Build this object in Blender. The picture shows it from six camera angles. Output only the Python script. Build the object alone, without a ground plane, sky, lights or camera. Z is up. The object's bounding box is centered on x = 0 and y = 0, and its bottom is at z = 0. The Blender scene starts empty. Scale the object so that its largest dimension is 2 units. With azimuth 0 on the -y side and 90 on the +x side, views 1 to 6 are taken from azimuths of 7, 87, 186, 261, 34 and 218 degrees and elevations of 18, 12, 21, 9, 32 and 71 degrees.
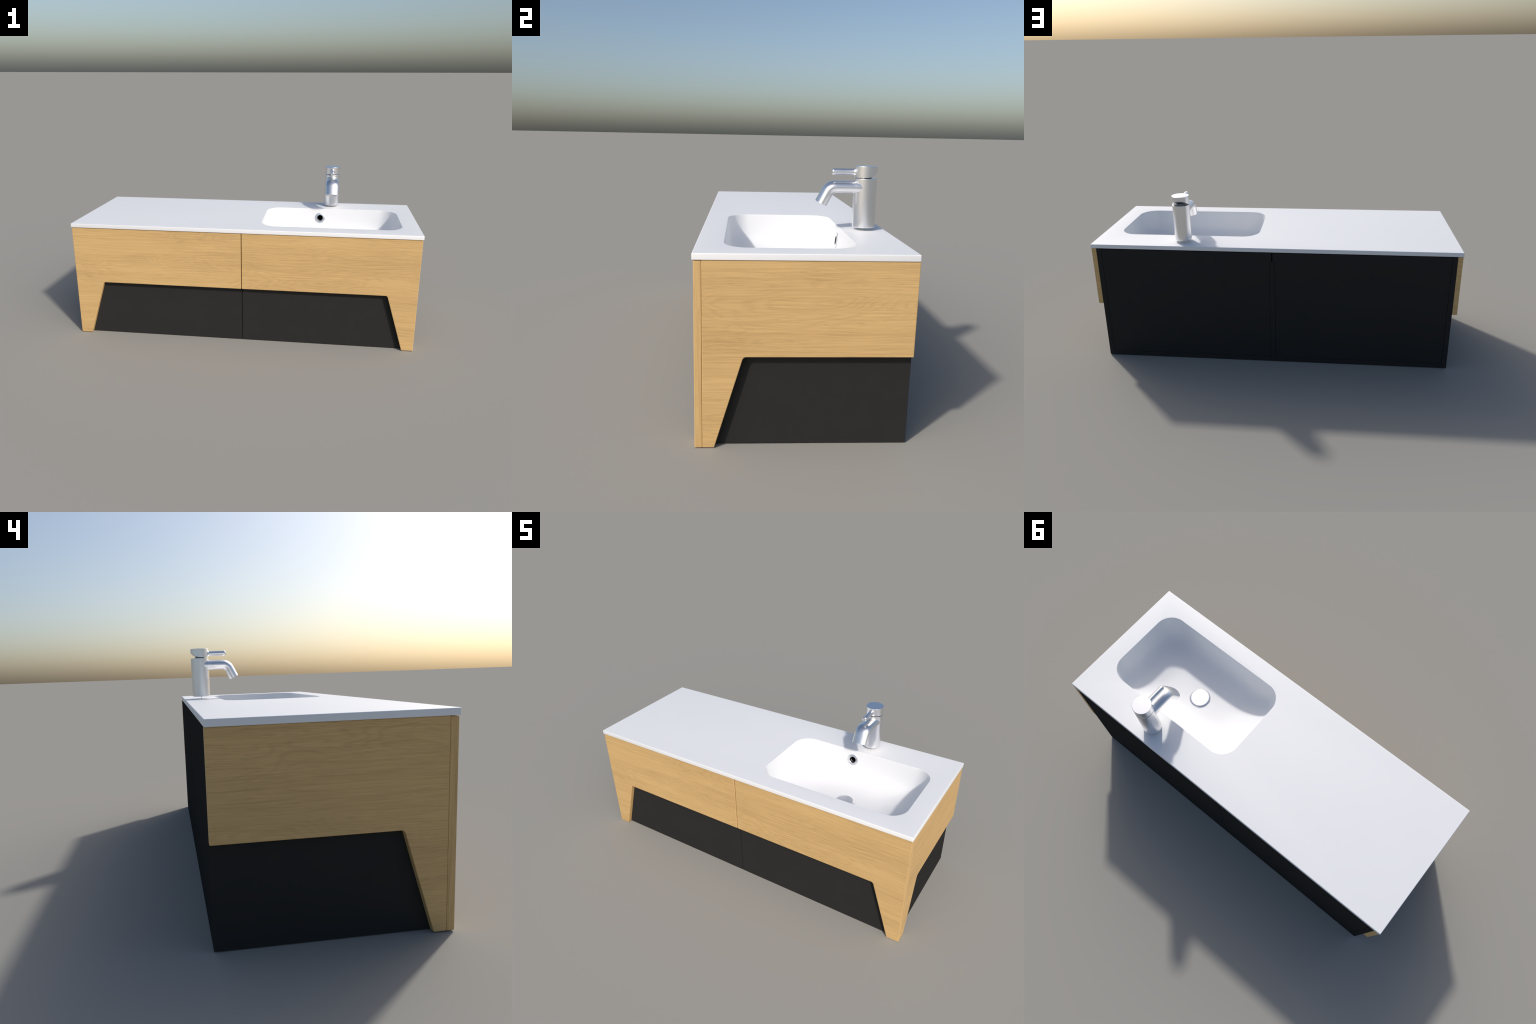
import bpy, bmesh, math
from mathutils import Vector, Matrix

# ------------------------------------------------------------------ sizes
TOP_Z, SLAB_Z = 0.690, 0.6675          # worktop top and underside
HALF_X, HALF_Y = 1.0, 0.375            # worktop half extents
WOOD_X = 0.9967                        # outer face of the oak cladding
BODY_X = 0.970                         # outer face of the black carcass
BOARD = 0.0267                         # board thickness
FRONT_Y = -0.3707                      # outer face of the oak fronts
FACE_Y = FRONT_Y + BOARD               # black drawer faces behind them
BACK_Y = 0.375
NOTCH_Z = 0.3328                       # underside of the oak band
BASIN = (0.500, -0.0418)               # basin centre
TAP = (0.500, 0.284)                   # tap centre

# ------------------------------------------------------------------ nodes
def new_mat(name):
    m = bpy.data.materials.new(name)
    m.use_nodes = True
    nt = m.node_tree
    return m, nt, nt.nodes["Principled BSDF"]

def N(nt, kind, **kw):
    n = nt.nodes.new(kind)
    for k, v in kw.items():
        if k in n.inputs:
            n.inputs[k].default_value = v
        else:
            setattr(n, k, v)
    return n

def link(nt, a, ao, b, bi):
    nt.links.new(a.outputs[ao], b.inputs[bi])

def math_node(nt, op, a, b=None, c=None):
    n = nt.nodes.new("ShaderNodeMath")
    n.operation = op
    for i, v in enumerate((a, b, c)):
        if v is None:
            continue
        if isinstance(v, (int, float)):
            n.inputs[i].default_value = v
        else:
            nt.links.new(v, n.inputs[i])
    return n.outputs[0]

def ramp(nt, fac, stops):
    n = nt.nodes.new("ShaderNodeValToRGB")
    cr = n.color_ramp
    while len(cr.elements) < len(stops):
        cr.elements.new(0.5)
    for e, (p, c) in zip(cr.elements, stops):
        e.position = p
        e.color = (c, c, c, 1) if isinstance(c, float) else (*c, 1)
    nt.links.new(fac, n.inputs[0])
    return n.outputs[0]

def noise(nt, vec, scale, detail=3.0, rough=0.55, dist=0.0):
    n = nt.nodes.new("ShaderNodeTexNoise")
    n.inputs["Scale"].default_value = scale
    n.inputs["Detail"].default_value = detail
    n.inputs["Roughness"].default_value = rough
    n.inputs["Distortion"].default_value = dist
    nt.links.new(vec, n.inputs["Vector"])
    return n.outputs[0]

def mapped(nt, vec, scale, loc=(0, 0, 0)):
    n = nt.nodes.new("ShaderNodeMapping")
    n.inputs["Scale"].default_value = scale
    n.inputs["Location"].default_value = loc
    nt.links.new(vec, n.inputs["Vector"])
    return n.outputs[0]

def mix_rgb(nt, fac, a, b, blend="MIX"):
    n = nt.nodes.new("ShaderNodeMix")
    n.data_type = "RGBA"
    n.blend_type = blend
    for sock, v in ((n.inputs[0], fac), (n.inputs[6], a), (n.inputs[7], b)):
        if isinstance(v, (int, float)):
            sock.default_value = v
        elif isinstance(v, tuple):
            sock.default_value = (*v, 1)
        else:
            nt.links.new(v, sock)
    return n.outputs[2]

# ------------------------------------------------------------------ materials
OAK_LIGHT = (0.690, 0.452, 0.195)
OAK_MID = (0.622, 0.400, 0.170)
OAK_DARK = (0.520, 0.331, 0.139)

def oak(name, fine_axis, shift):
    """Light oak; the grain is fine across fine_axis and drawn out along the rest."""
    m, nt, b = new_mat(name)
    tc = nt.nodes.new("ShaderNodeTexCoord")
    obj = tc.outputs["Object"]
    def sc(along, across):
        s = [along] * 3
        s[fine_axis] = across
        return tuple(s)
    # slow waviness pushes the streaks up and down
    wob = noise(nt, mapped(nt, obj, sc(1.7, 7.0), shift), 1.0, 2.0)
    comb = nt.nodes.new("ShaderNodeCombineXYZ")
    nt.links.new(math_node(nt, "MULTIPLY", math_node(nt, "SUBTRACT", wob, 0.5), 0.042),
                 comb.inputs[fine_axis])
    add = nt.nodes.new("ShaderNodeVectorMath")
    add.operation = "ADD"
    nt.links.new(obj, add.inputs[0])
    nt.links.new(comb.outputs[0], add.inputs[1])
    warp = add.outputs[0]
    # broad boards of tone, medium streaks, fine fibres
    broad = noise(nt, mapped(nt, warp, sc(0.9, 14.0), shift), 1.0, 3.0, 0.5)
    streak = noise(nt, mapped(nt, warp, sc(3.0, 150.0), shift), 1.0, 4.0, 0.6)
    fibre = noise(nt, mapped(nt, warp, sc(6.5, 290.0), shift), 1.0, 2.0, 0.6)
    # cathedral figure: contour lines of a slow height field
    field = noise(nt, mapped(nt, obj, sc(1.5, 9.0), (shift[0] + 3.1, shift[1], shift[2])),
                  1.0, 2.5, 0.45, 0.25)
    rings = math_node(nt, "SINE", math_node(nt, "MULTIPLY", field, 150.0))
    rings = ramp(nt, math_node(nt, "MULTIPLY_ADD", rings, 0.5, 0.5),
                 [(0.0, 0.0), (0.55, 0.15), (1.0, 1.0)])
    figmask = ramp(nt, noise(nt, mapped(nt, obj, sc(2.0, 6.0), (shift[0], shift[1] + 5.0, shift[2])),
                             1.0, 1.0), [(0.46, 0.0), (0.64, 1.0)])
    # short dark pores
    pore = noise(nt, mapped(nt, warp, sc(17.0, 300.0), (1.7, shift[1], 4.0)), 1.0, 2.0, 0.5)
    pore = ramp(nt, pore, [(0.58, 0.0), (0.72, 1.0)])
    poremask = ramp(nt, noise(nt, mapped(nt, obj, sc(1.6, 11.0), (shift[0], 9.0, shift[2])),
                              1.0, 2.0), [(0.40, 0.15), (0.62, 1.0)])

    tone = math_node(nt, "MULTIPLY_ADD", broad, 0.28,
                     math_node(nt, "MULTIPLY_ADD", streak, 0.38,
                               math_node(nt, "MULTIPLY", fibre, 0.34)))
    col = ramp(nt, tone, [(0.36, OAK_DARK), (0.49, OAK_MID), (0.60, OAK_LIGHT)])
    fig = math_node(nt, "MULTIPLY", rings, math_node(nt, "MULTIPLY", figmask, 0.27))
    col = mix_rgb(nt, fig, col, (0.440, 0.275, 0.112))
    # pale threads
    pale = noise(nt, mapped(nt, warp, sc(3.0, 160.0), (5.0, 2.0, shift[2])), 1.0, 2.0, 0.5)
    pale = ramp(nt, pale, [(0.60, 0.0), (0.74, 1.0)])
    col = mix_rgb(nt, math_node(nt, "MULTIPLY", pale, 0.35), col, (0.760, 0.500, 0.220))
    pf = math_node(nt, "MULTIPLY", pore, math_node(nt, "MULTIPLY", poremask, 0.42))
    col = mix_rgb(nt, pf, col, (0.330, 0.230, 0.105))
    nt.links.new(col, b.inputs["Base Color"])
    b.inputs["Roughness"].default_value = 0.62
    b.inputs["Specular IOR Level"].default_value = 0.3
    bump = N(nt, "ShaderNodeBump", Strength=0.05, Distance=0.001)
    nt.links.new(fibre, bump.inputs["Height"])
    nt.links.new(bump.outputs[0], b.inputs["Normal"])
    return m

def plain(name, color, rough, metallic=0.0, spec=0.5, grain=0.0):
    m, nt, b = new_mat(name)
    tc = nt.nodes.new("ShaderNodeTexCoord")
    n = noise(nt, tc.outputs["Object"], 9.0, 2.0)
    lo = tuple(c * (1 - grain) for c in color)
    hi = tuple(min(1.0, c * (1 + grain)) for c in color)
    nt.links.new(ramp(nt, n, [(0.3, lo), (0.7, hi)]), b.inputs["Base Color"])
    b.inputs["Roughness"].default_value = rough
    b.inputs["Metallic"].default_value = metallic
    b.inputs["Specular IOR Level"].default_value = spec
    return m

OAK_LONG = oak("oak_grain_level", 2, (0.0, 0.0, 0.0))
OAK_SIDE = oak("oak_grain_level_side", 2, (7.3, 2.1, 3.7))
OAK_EDGE = oak("oak_grain_upright", 1, (2.0, 1.0, 6.0))
BLACK = plain("black_lacquer", (0.0315, 0.0308, 0.0298), 0.75, spec=0.0, grain=0.02)
WHITE = plain("white_ceramic", (0.815, 0.815, 0.817), 0.50, spec=0.5, grain=0.004)
CHROME = plain("brushed_chrome", (0.85, 0.85, 0.86), 0.32, 1.0, grain=0.01)
DARK_METAL = plain("dark_metal", (0.22, 0.22, 0.22), 0.45, 1.0, grain=0.02)
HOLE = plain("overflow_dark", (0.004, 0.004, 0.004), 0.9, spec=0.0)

# ------------------------------------------------------------------ builders
SCENE = bpy.context.scene.collection

def make_object(name, bm, mats, parent, smooth=None):
    bmesh.ops.recalc_face_normals(bm, faces=bm.faces)
    me = bpy.data.meshes.new(name)
    bm.to_mesh(me)
    bm.free()
    for m in mats:
        me.materials.append(m)
    ob = bpy.data.objects.new(name, me)
    SCENE.objects.link(ob)
    ob.parent = parent
    if smooth is not None:
        for p in me.polygons:
            p.use_smooth = True
        me.set_sharp_from_angle(angle=math.radians(smooth))
    return ob

def fillet(poly, radii, seg=6):
    """Round the corners of a 2D polygon that have a radius."""
    out = []
    n = len(poly)
    for i, p in enumerate(poly):
        r = radii.get(i, 0.0)
        if r <= 0:
            out.append(p)
            continue
        P, A, B = Vector(p), Vector(poly[i - 1]), Vector(poly[(i + 1) % n])
        u, v = (A - P).normalized(), (B - P).normalized()
        half = u.angle(v) / 2
        c = P + (u + v).normalized() * (r / math.sin(half))
        a0 = P + u * (r / math.tan(half)) - c
        a1 = P + v * (r / math.tan(half)) - c
        t0 = math.atan2(a0.y, a0.x)
        dt = math.atan2(a1.y, a1.x) - t0
        dt = (dt + math.pi) % (2 * math.pi) - math.pi
        for k in range(seg + 1):
            t = t0 + dt * k / seg
            out.append((c.x + r * math.cos(t), c.y + r * math.sin(t)))
    return out

def board(name, outline, axis, lo, hi, mats, parent, bevel=0.0024, edge_rule=None):
    """Extrude a 2D outline along an axis between lo and hi, ease its edges."""
    bm = bmesh.new()
    def place(p, d):
        return {"x": (d, p[0], p[1]), "y": (p[0], d, p[1]), "z": (p[0], p[1], d)}[axis]
    a = [bm.verts.new(place(p, lo)) for p in outline]
    c = [bm.verts.new(place(p, hi)) for p in outline]
    bm.faces.new(a)
    bm.faces.new(c)
    n = len(outline)
    for i in range(n):
        bm.faces.new((a[i], a[(i + 1) % n], c[(i + 1) % n], c[i]))
    bmesh.ops.recalc_face_normals(bm, faces=bm.faces)
    if bevel:
        es = [e for e in bm.edges if e.calc_face_angle(0) > math.radians(25)]
        bmesh.ops.bevel(bm, geom=es, offset=bevel, segments=2, profile=0.5, affect="EDGES")
    if edge_rule:
        bm.normal_update()
        for f in bm.faces:
            f.material_index = edge_rule(f)
    return make_object(name, bm, mats, parent)

def box(bm, lo, hi, bevel=0.0012):
    r = bmesh.ops.create_cube(bm, size=1.0)
    for v in r["verts"]:
        v.co = Vector(((lo[i] + hi[i]) / 2 + v.co[i] * (hi[i] - lo[i]) for i in range(3)))
    if bevel:
        es = list({e for v in r["verts"] for e in v.link_edges})
        bmesh.ops.bevel(bm, geom=es, offset=bevel, segments=2, profile=0.5, affect="EDGES")

def loft(bm, rings, cap_start=False, cap_end=False):
    """Skin between closed rings of 3D points."""
    vs = [[bm.verts.new(p) for p in r] for r in rings]
    for r0, r1 in zip(vs, vs[1:]):
        n = len(r0)
        for i in range(n):
            bm.faces.new((r0[i], r0[(i + 1) % n], r1[(i + 1) % n], r1[i]))
    if cap_start:
        bm.faces.new(vs[0])
    if cap_end:
        bm.faces.new(vs[-1])
    return vs

def lathe(bm, profile, place, n=64, cap_start=True, cap_end=True):
    """Turn (radius, height) pairs; place(x, y, h) puts the points in the world."""
    rings = [[place(r * math.cos(2 * math.pi * k / n), r * math.sin(2 * math.pi * k / n), h)
              for k in range(n)] for r, h in profile]
    return loft(bm, rings, cap_start, cap_end)

def rounded_rect(cx, cy, a, b, r, z, arc, sx=1, sy=1):
    """Closed loop, anticlockwise from the +x side; sx/sy divide the straights."""
    pts = []
    corners = ((a - r, b - r, 0), (-(a - r), b - r, 90), (-(a - r), -(b - r), 180), (a - r, -(b - r), 270))
    for i, (x, y, t0) in enumerate(corners):
        for k in range(arc + 1):
            t = math.radians(t0 + 90.0 * k / arc)
            pts.append((cx + x + r * math.cos(t), cy + y + r * math.sin(t), z))
        nx, ny, nt = corners[(i + 1) % 4]
        t = math.radians(t0 + 90.0)
        p0 = Vector((cx + x + r * math.cos(t), cy + y + r * math.sin(t), z))
        p1 = Vector((cx + nx + r * math.cos(t), cy + ny + r * math.sin(t), z))
        m = sx if i % 2 == 0 else sy
        for k in range(1, m):
            pts.append(tuple(p0.lerp(p1, k / m)))
    return pts

# ------------------------------------------------------------------ the vanity
vanity = bpy.data.objects.new("bathroom_vanity", None)
SCENE.objects.link(vanity)
vanity["label"] = "wide oak and black vanity unit with white basin and chrome tap"
vanity["category"] = "bathroom vanity"

# ---- oak fronts: a band with a tapering leg at the outer end
def upright_edge(f):
    return 1 if abs(f.normal.x) > 0.9 else 0

GAP = 0.0021
for side in (1, -1):
    outline = fillet([(side * GAP, 0.6650), (side * WOOD_X, 0.6650), (side * WOOD_X, 0.0),
                      (side * 0.931, 0.0), (side * 0.829, NOTCH_Z), (side * GAP, NOTCH_Z)],
                     {4: 0.014})
    board("front_panel", outline, "y", FRONT_Y, FACE_Y - 0.0002, [OAK_LONG, OAK_EDGE], vanity,
          edge_rule=upright_edge)

# ---- oak sides with the matching leg at the front
for side in (1, -1):
    outline = fillet([(FACE_Y + 0.0001, 0.6670), (BACK_Y, 0.6670), (BACK_Y, NOTCH_Z),
                      (-0.2050, NOTCH_Z), (-0.3030, 0.0), (FACE_Y + 0.0001, 0.0)], {3: 0.014})
    lo, hi = sorted((side * BODY_X, side * WOOD_X))
    board("side_panel", outline, "x", lo, hi, [OAK_SIDE], vanity)

# ---- black carcass: sides, bottom, divider
bm = bmesh.new()
IN = BODY_X - BOARD
for side in (1, -1):
    x0, x1 = sorted((side * IN, side * (BODY_X - 0.0003)))
    box(bm, (x0, FACE_Y + BOARD + 0.0005, 0.0), (x1, BACK_Y, 0.6655))
box(bm, (-IN + 0.0002, FACE_Y + BOARD + 0.0005, 0.0), (IN - 0.0002, BACK_Y, BOARD))
box(bm, (-BOARD / 2, FACE_Y + BOARD + 0.0005, BOARD + 0.0002), (BOARD / 2, BACK_Y, 0.6120))
make_object("cabinet_carcass", bm, [BLACK], vanity)

# ---- black back panels, set slightly in; notched around the divider
for side in (1, -1):
    outline = [(side * 0.0030, 0.6632), (side * (IN - 0.001), 0.6632), (side * (IN - 0.001), BOARD + 0.001),
               (side * (BOARD / 2 + 0.0011), BOARD + 0.001), (side * (BOARD / 2 + 0.0011), 0.6130),
               (side * 0.0030, 0.6130)]
    board("back_panel", outline, "y", BACK_Y - 0.012, BACK_Y - 0.0011, [BLACK], vanity, bevel=0.001)

# ---- black drawer faces behind the oak fronts
for side in (1, -1):
    x0, x1 = sorted((side * 0.0018, side * (BODY_X - 0.0003)))
    bm = bmesh.new()
    box(bm, (x0, FACE_Y, 0.0), (x1, FACE_Y + BOARD, 0.6600))
    make_object("drawer_face", bm, [BLACK], vanity)

# ---- worktop with the sunk basin
A, B, R = 0.4025, 0.2347, 0.094
FLOOR = 0.5037
ARC, SX, SY = 20, 36, 20

def basin_ring(ix, iy, z, round_part):
    a, b = A - ix, B - iy
    return rounded_rect(BASIN[0], BASIN[1], a, b, b * round_part, z, ARC, SX, SY)

bm = bmesh.new()
EDGE = 0.0035
outer = []
for k in range(4):                                    # eased top edge
    t = math.radians(90 - 30 * k)
    i = EDGE * (1 - math.cos(t))
    outer.append(rounded_rect(0, 0, HALF_X - i, HALF_Y - i, EDGE + 0.0005 - i * 0.999,
                              TOP_Z - EDGE * (1 - math.sin(t)), 3))
outer.append(rounded_rect(0, 0, HALF_X, HALF_Y, EDGE + 0.0005, SLAB_Z + 0.001, 3))
outer.append(rounded_rect(0, 0, HALF_X - 0.001, HALF_Y - 0.001, EDGE, SLAB_Z, 3))
vo = loft(bm, outer)

rings = []
LIP = 0.0016
base_round = R / B
for k in range(4):                                    # crisp lip
    t = math.radians(30 * k)
    rings.append(basin_ring(-LIP + LIP * math.sin(t), -LIP + LIP * math.sin(t),
                            TOP_Z - LIP * (1 - math.cos(t)), base_round))
# how the bowl falls: inset along x, inset along y, height
FALL = [(0.0, 0.0, TOP_Z - LIP), (0.0030, 0.0015, 0.662), (0.0080, 0.0040, 0.632), (0.0160, 0.0085, 0.602),
        (0.0285, 0.0165, 0.577), (0.0480, 0.0295, 0.558), (0.0740, 0.0460, 0.5430), (0.1050, 0.0660, 0.5310),
        (0.1380, 0.0870, 0.5210), (0.1700, 0.1100, 0.5140), (0.2050, 0.1300, 0.5090), (0.2550, 0.1560, 0.5060),
        (0.3200, 0.1900, 0.5045), (0.3950, 0.2300, FLOOR)]
def catmull(p0, p1, p2, p3, t):
    return tuple(0.5 * (2 * b + (c - a) * t + (2 * a - 5 * b + 4 * c - d) * t * t
                        + (3 * b - a - 3 * c + d) * t ** 3) for a, b, c, d in zip(p0, p1, p2, p3))
for i in range(len(FALL) - 1):
    q = [FALL[max(0, min(len(FALL) - 1, i + j))] for j in (-1, 0, 1, 2)]
    for k in range(1, 5):
        ix, iy, z = catmull(*q, k / 4)
        rings.append(basin_ring(ix, iy, z, base_round + (0.85 - base_round) * min(1.0, iy / 0.17) ** 2.2))
vi = loft(bm, rings, cap_end=True)
# flat top between slab edge and basin lip
es = []
for loop in (vo[0], vi[0]):
    for i in range(len(loop)):
        e = bm.edges.get((loop[i], loop[(i + 1) % len(loop)])) or bm.edges.new((loop[i], loop[(i + 1) % len(loop)]))
        es.append(e)
bmesh.ops.triangle_fill(bm, edges=es, use_beauty=True)
# underside: outer shell of the bowl
T = 0.014
shell = [basin_ring(ix * 0.95 - T, iy * 0.95 - T, min(SLAB_Z, z - (TOP_Z - SLAB_Z)), base_round)
         for ix, iy, z in [(0.0, 0.0, TOP_Z)] + FALL[1:]]
vs = loft(bm, shell, cap_end=True)
es = []
for loop in (vo[-1], vs[0]):
    for i in range(len(loop)):
        e = bm.edges.get((loop[i], loop[(i + 1) % len(loop)])) or bm.edges.new((loop[i], loop[(i + 1) % len(loop)]))
        es.append(e)
bmesh.ops.triangle_fill(bm, edges=es, use_beauty=True)
worktop = make_object("worktop", bm, [WHITE], vanity)

# overflow hole through the back wall of the basin
OVER = Vector((0.4315, 0.1866, 0.6315))
def over_place(x, y, h):                              # h runs into the wall (+y)
    return (OVER.x + x, OVER.y + h + 0.125 * y, OVER.z + y)
bm = bmesh.new()
lathe(bm, [(0.0255, -0.03), (0.0255, 0.05)], over_place, 48)
cutter = make_object("overflow_cutter", bm, [WHITE], None)
mod = worktop.modifiers.new("hole", "BOOLEAN")
mod.operation, mod.object, mod.solver = "DIFFERENCE", cutter, "EXACT"
dg = bpy.context.evaluated_depsgraph_get()
done = bpy.data.meshes.new_from_object(worktop.evaluated_get(dg))
worktop.modifiers.clear()
old = worktop.data
worktop.data = done
done.name = "worktop"
bpy.data.meshes.remove(old)
bpy.data.objects.remove(cutter)
for p in worktop.data.polygons:
    p.use_smooth = True
worktop.data.set_sharp_from_angle(angle=math.radians(42))
# the slab shades flat, its normals easing over slightly at the edge and the lip
me = worktop.data
nor = [Vector(n.vector) for n in me.corner_normals]
for lp in me.loops:
    co = me.vertices[lp.vertex_index].co
    if co.z > TOP_Z - 1e-5:
        if abs(co.x) > HALF_X - 0.02 or abs(co.y) > HALF_Y - 0.02:
            tilt = Vector((math.copysign(0.022, co.x), math.copysign(0.022, co.y), 1.0))
        else:
            d = Vector((BASIN[0] - co.x, BASIN[1] - co.y, 0.0))
            d = Vector((d.x if abs(d.x) > A - R else 0.0, d.y if abs(d.y) > B - R else 0.0, 0.0)).normalized() * 0.03
            tilt = Vector((d.x, d.y, 1.0))
        nor[lp.index] = tilt.normalized()
me.normals_split_custom_set(nor)

# overflow sleeve: flat flange and a dark tube
bm = bmesh.new()
lathe(bm, [(0.0310, 0.004), (0.0320, 0.0005), (0.0318, -0.0012), (0.0306, -0.0020), (0.0190, -0.0020),
           (0.0182, -0.0012), (0.0182, 0.012), (0.0165, 0.014), (0.0165, 0.160)],
      over_place, 64, cap_start=False, cap_end=True)
bm.faces.ensure_lookup_table()
for f in bm.faces:
    c = f.calc_center_median()
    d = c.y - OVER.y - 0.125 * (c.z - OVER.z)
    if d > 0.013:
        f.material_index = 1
    elif d > 0.0 and math.hypot(c.x - OVER.x, c.z - OVER.z) < 0.0186:
        f.material_index = 2
make_object("overflow_ring", bm, [CHROME, HOLE, DARK_METAL], vanity, smooth=35)

# drain stopper: dark seat, domed cap
def drain_place(x, y, h):
    return (BASIN[0] + x, BASIN[1] + 0.001 + y, FLOOR - 0.003 + h)
bm = bmesh.new()
lathe(bm, [(0.0612, -0.004), (0.0616, 0.0034), (0.0610, 0.0040), (0.0602, 0.0040), (0.0600, 0.0010), (0.0560, 0.0010), (0.0560, -0.004)], drain_place)
seat = make_object("drain_seat", bm, [CHROME], vanity, smooth=35)
bm = bmesh.new()
prof = [(0.0560, -0.003), (0.0592, 0.0)]
for k in range(0, 11):
    t = math.radians(9.0 * k)
    prof.append((0.0440 + 0.0155 * math.cos(t), 0.0010 + 0.0095 * math.sin(t)))
prof += [(0.0425, 0.0105), (0.020, 0.0105), (0.001, 0.0105)]
lathe(bm, prof, drain_place)
make_object("drain_stopper", bm, [CHROME], vanity, smooth=50)

# ------------------------------------------------------------------ tap
TR = 0.0466
def tap_place(x, y, h):
    return (TAP[0] + x, TAP[1] + y, h)

faucet = bpy.data.objects.new("faucet", None)
SCENE.objects.link(faucet)
faucet.parent = vanity

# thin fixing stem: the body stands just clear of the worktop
bm = bmesh.new()
lathe(bm, [(0.0016, TOP_Z - 0.001), (0.0016, 0.7040)], tap_place, 16)
make_object("fixing_stem", bm, [CHROME], faucet, smooth=35)

bm = bmesh.new()
lathe(bm, [(0.0010, 0.7020), (TR - 0.0032, 0.7020), (TR - 0.0026, 0.7020), (TR - 0.0008, 0.7028), (TR, 0.7046), (TR, 0.7052), (TR, 0.8984), (TR, 0.8990),
           (TR - 0.0004, 0.9000), (TR - 0.0014, 0.9005), (TR - 0.0020, 0.9005), (0.0330, 0.9005)], tap_place, 96)
make_object("faucet_body", bm, [CHROME], faucet, smooth=35)

bm = bmesh.new()
lathe(bm, [(0.0240, 0.8995), (0.0240, 0.9075)], tap_place)
make_object("faucet_neck", bm, [DARK_METAL], faucet, smooth=35)

# cap: its underside is scooped up towards the back so the lever can tilt
bm = bmesh.new()
def under(y):
    return 0.9050 + 10.0 * max(0.0, y - 0.282) ** 2
n, rings = 96, []
def cap_ring(r, fn):
    out = []
    for k in range(n):
        t = 2 * math.pi * k / n
        x, y = TAP[0] + r * math.cos(t), TAP[1] + r * math.sin(t)
        out.append((x, y, fn(y)))
    return out
for r in (0.001, 0.012, 0.024, 0.034, 0.042, TR - 0.0014, TR - 0.0008):
    rings.append(cap_ring(r, under))
rings.append(cap_ring(TR, lambda y: under(y) + 0.0008))
rings.append(cap_ring(TR, lambda y: under(y) + 0.0014))
rings.append(cap_ring(TR, lambda y: 0.9472))
rings.append(cap_ring(TR, lambda y: 0.9478))
rings.append(cap_ring(TR - 0.0004, lambda y: 0.9486))
rings.append(cap_ring(TR - 0.0012, lambda y: 0.9490))
rings.append(cap_ring(TR - 0.0018, lambda y: 0.9490))
rings.append(cap_ring(0.030, lambda y: 0.9490))
loft(bm, rings, True, True)
make_object("faucet_cap", bm, [CHROME], faucet, smooth=35)

# lever: round pin with a rounded tip and a small flare at the root
LZ, LR, TIP = 0.9245, 0.0130, 0.1449
prof = [(0.0005, TIP)]
for k in range(1, 9):
    t = math.radians(11.25 * k)
    prof.append((LR - 0.0085 + 0.0085 * math.sin(t), TIP + 0.0085 * (1 - math.cos(t))))
prof += [(LR, 0.190), (LR, 0.2325), (LR + 0.0004, 0.2350), (LR + 0.0014, 0.2370), (LR + 0.0034, 0.2390), (LR + 0.0034, 0.262)]
bm = bmesh.new()
lathe(bm, prof, lambda x, y, h: (TAP[0] + x, h, LZ + y), 40)
make_object("faucet_lever", bm, [CHROME], faucet, smooth=50)

# spout: flattened tube, level and then bent down
HW, HH = 0.0415, 0.0248
ANG, BEND = math.radians(63.0), 0.0375
path = []                                             # (y, z, angle below level, scale)
for y, s in ((0.272, 1.10), (0.246, 1.10), (0.2405, 1.06), (0.2370, 1.025), (0.2330, 1.006), (0.2280, 1.0), (0.205, 1.0), (0.184, 1.0)):
    path.append((y, 0.8648, 0.0, s))
for k in range(0, 15):
    t = ANG * k / 14
    path.append((0.163 - BEND * math.sin(t), 0.8648 - BEND * (1 - math.cos(t)), t, 1.0))
y1, z1 = path[-1][:2]
for k in range(1, 5):
    path.append((y1 - math.cos(ANG) * 0.0525 * k / 4, z1 - math.sin(ANG) * 0.0525 * k / 4, ANG, 1.0))
def spout_ring(y, z, t, hw, hh, n=64):
    out = []
    for k in range(n):
        u = 2 * math.pi * k / n
        c, s = math.cos(u), math.sin(u)
        px = hw * math.copysign(abs(c) ** 0.94, c)
        pz = hh * math.copysign(abs(s) ** 0.94, s)
        out.append((TAP[0] + px, y - pz * math.sin(t), z + pz * math.cos(t)))
    return out
rings = [spout_ring(y, z, t, HW * (1 + (s - 1) * 0.15), HH * s) for y, z, t, s in path]
ye, ze = path[-1][:2]
rings.append(spout_ring(ye, ze, ANG, HW - 0.0025, HH - 0.0025))
yi, zi = ye + math.cos(ANG) * 0.008, ze + math.sin(ANG) * 0.008
rings.append(spout_ring(yi, zi, ANG, HW - 0.003, HH - 0.003))
bm = bmesh.new()
loft(bm, rings, True, True)
make_object("faucet_spout", bm, [CHROME], faucet, smooth=45)
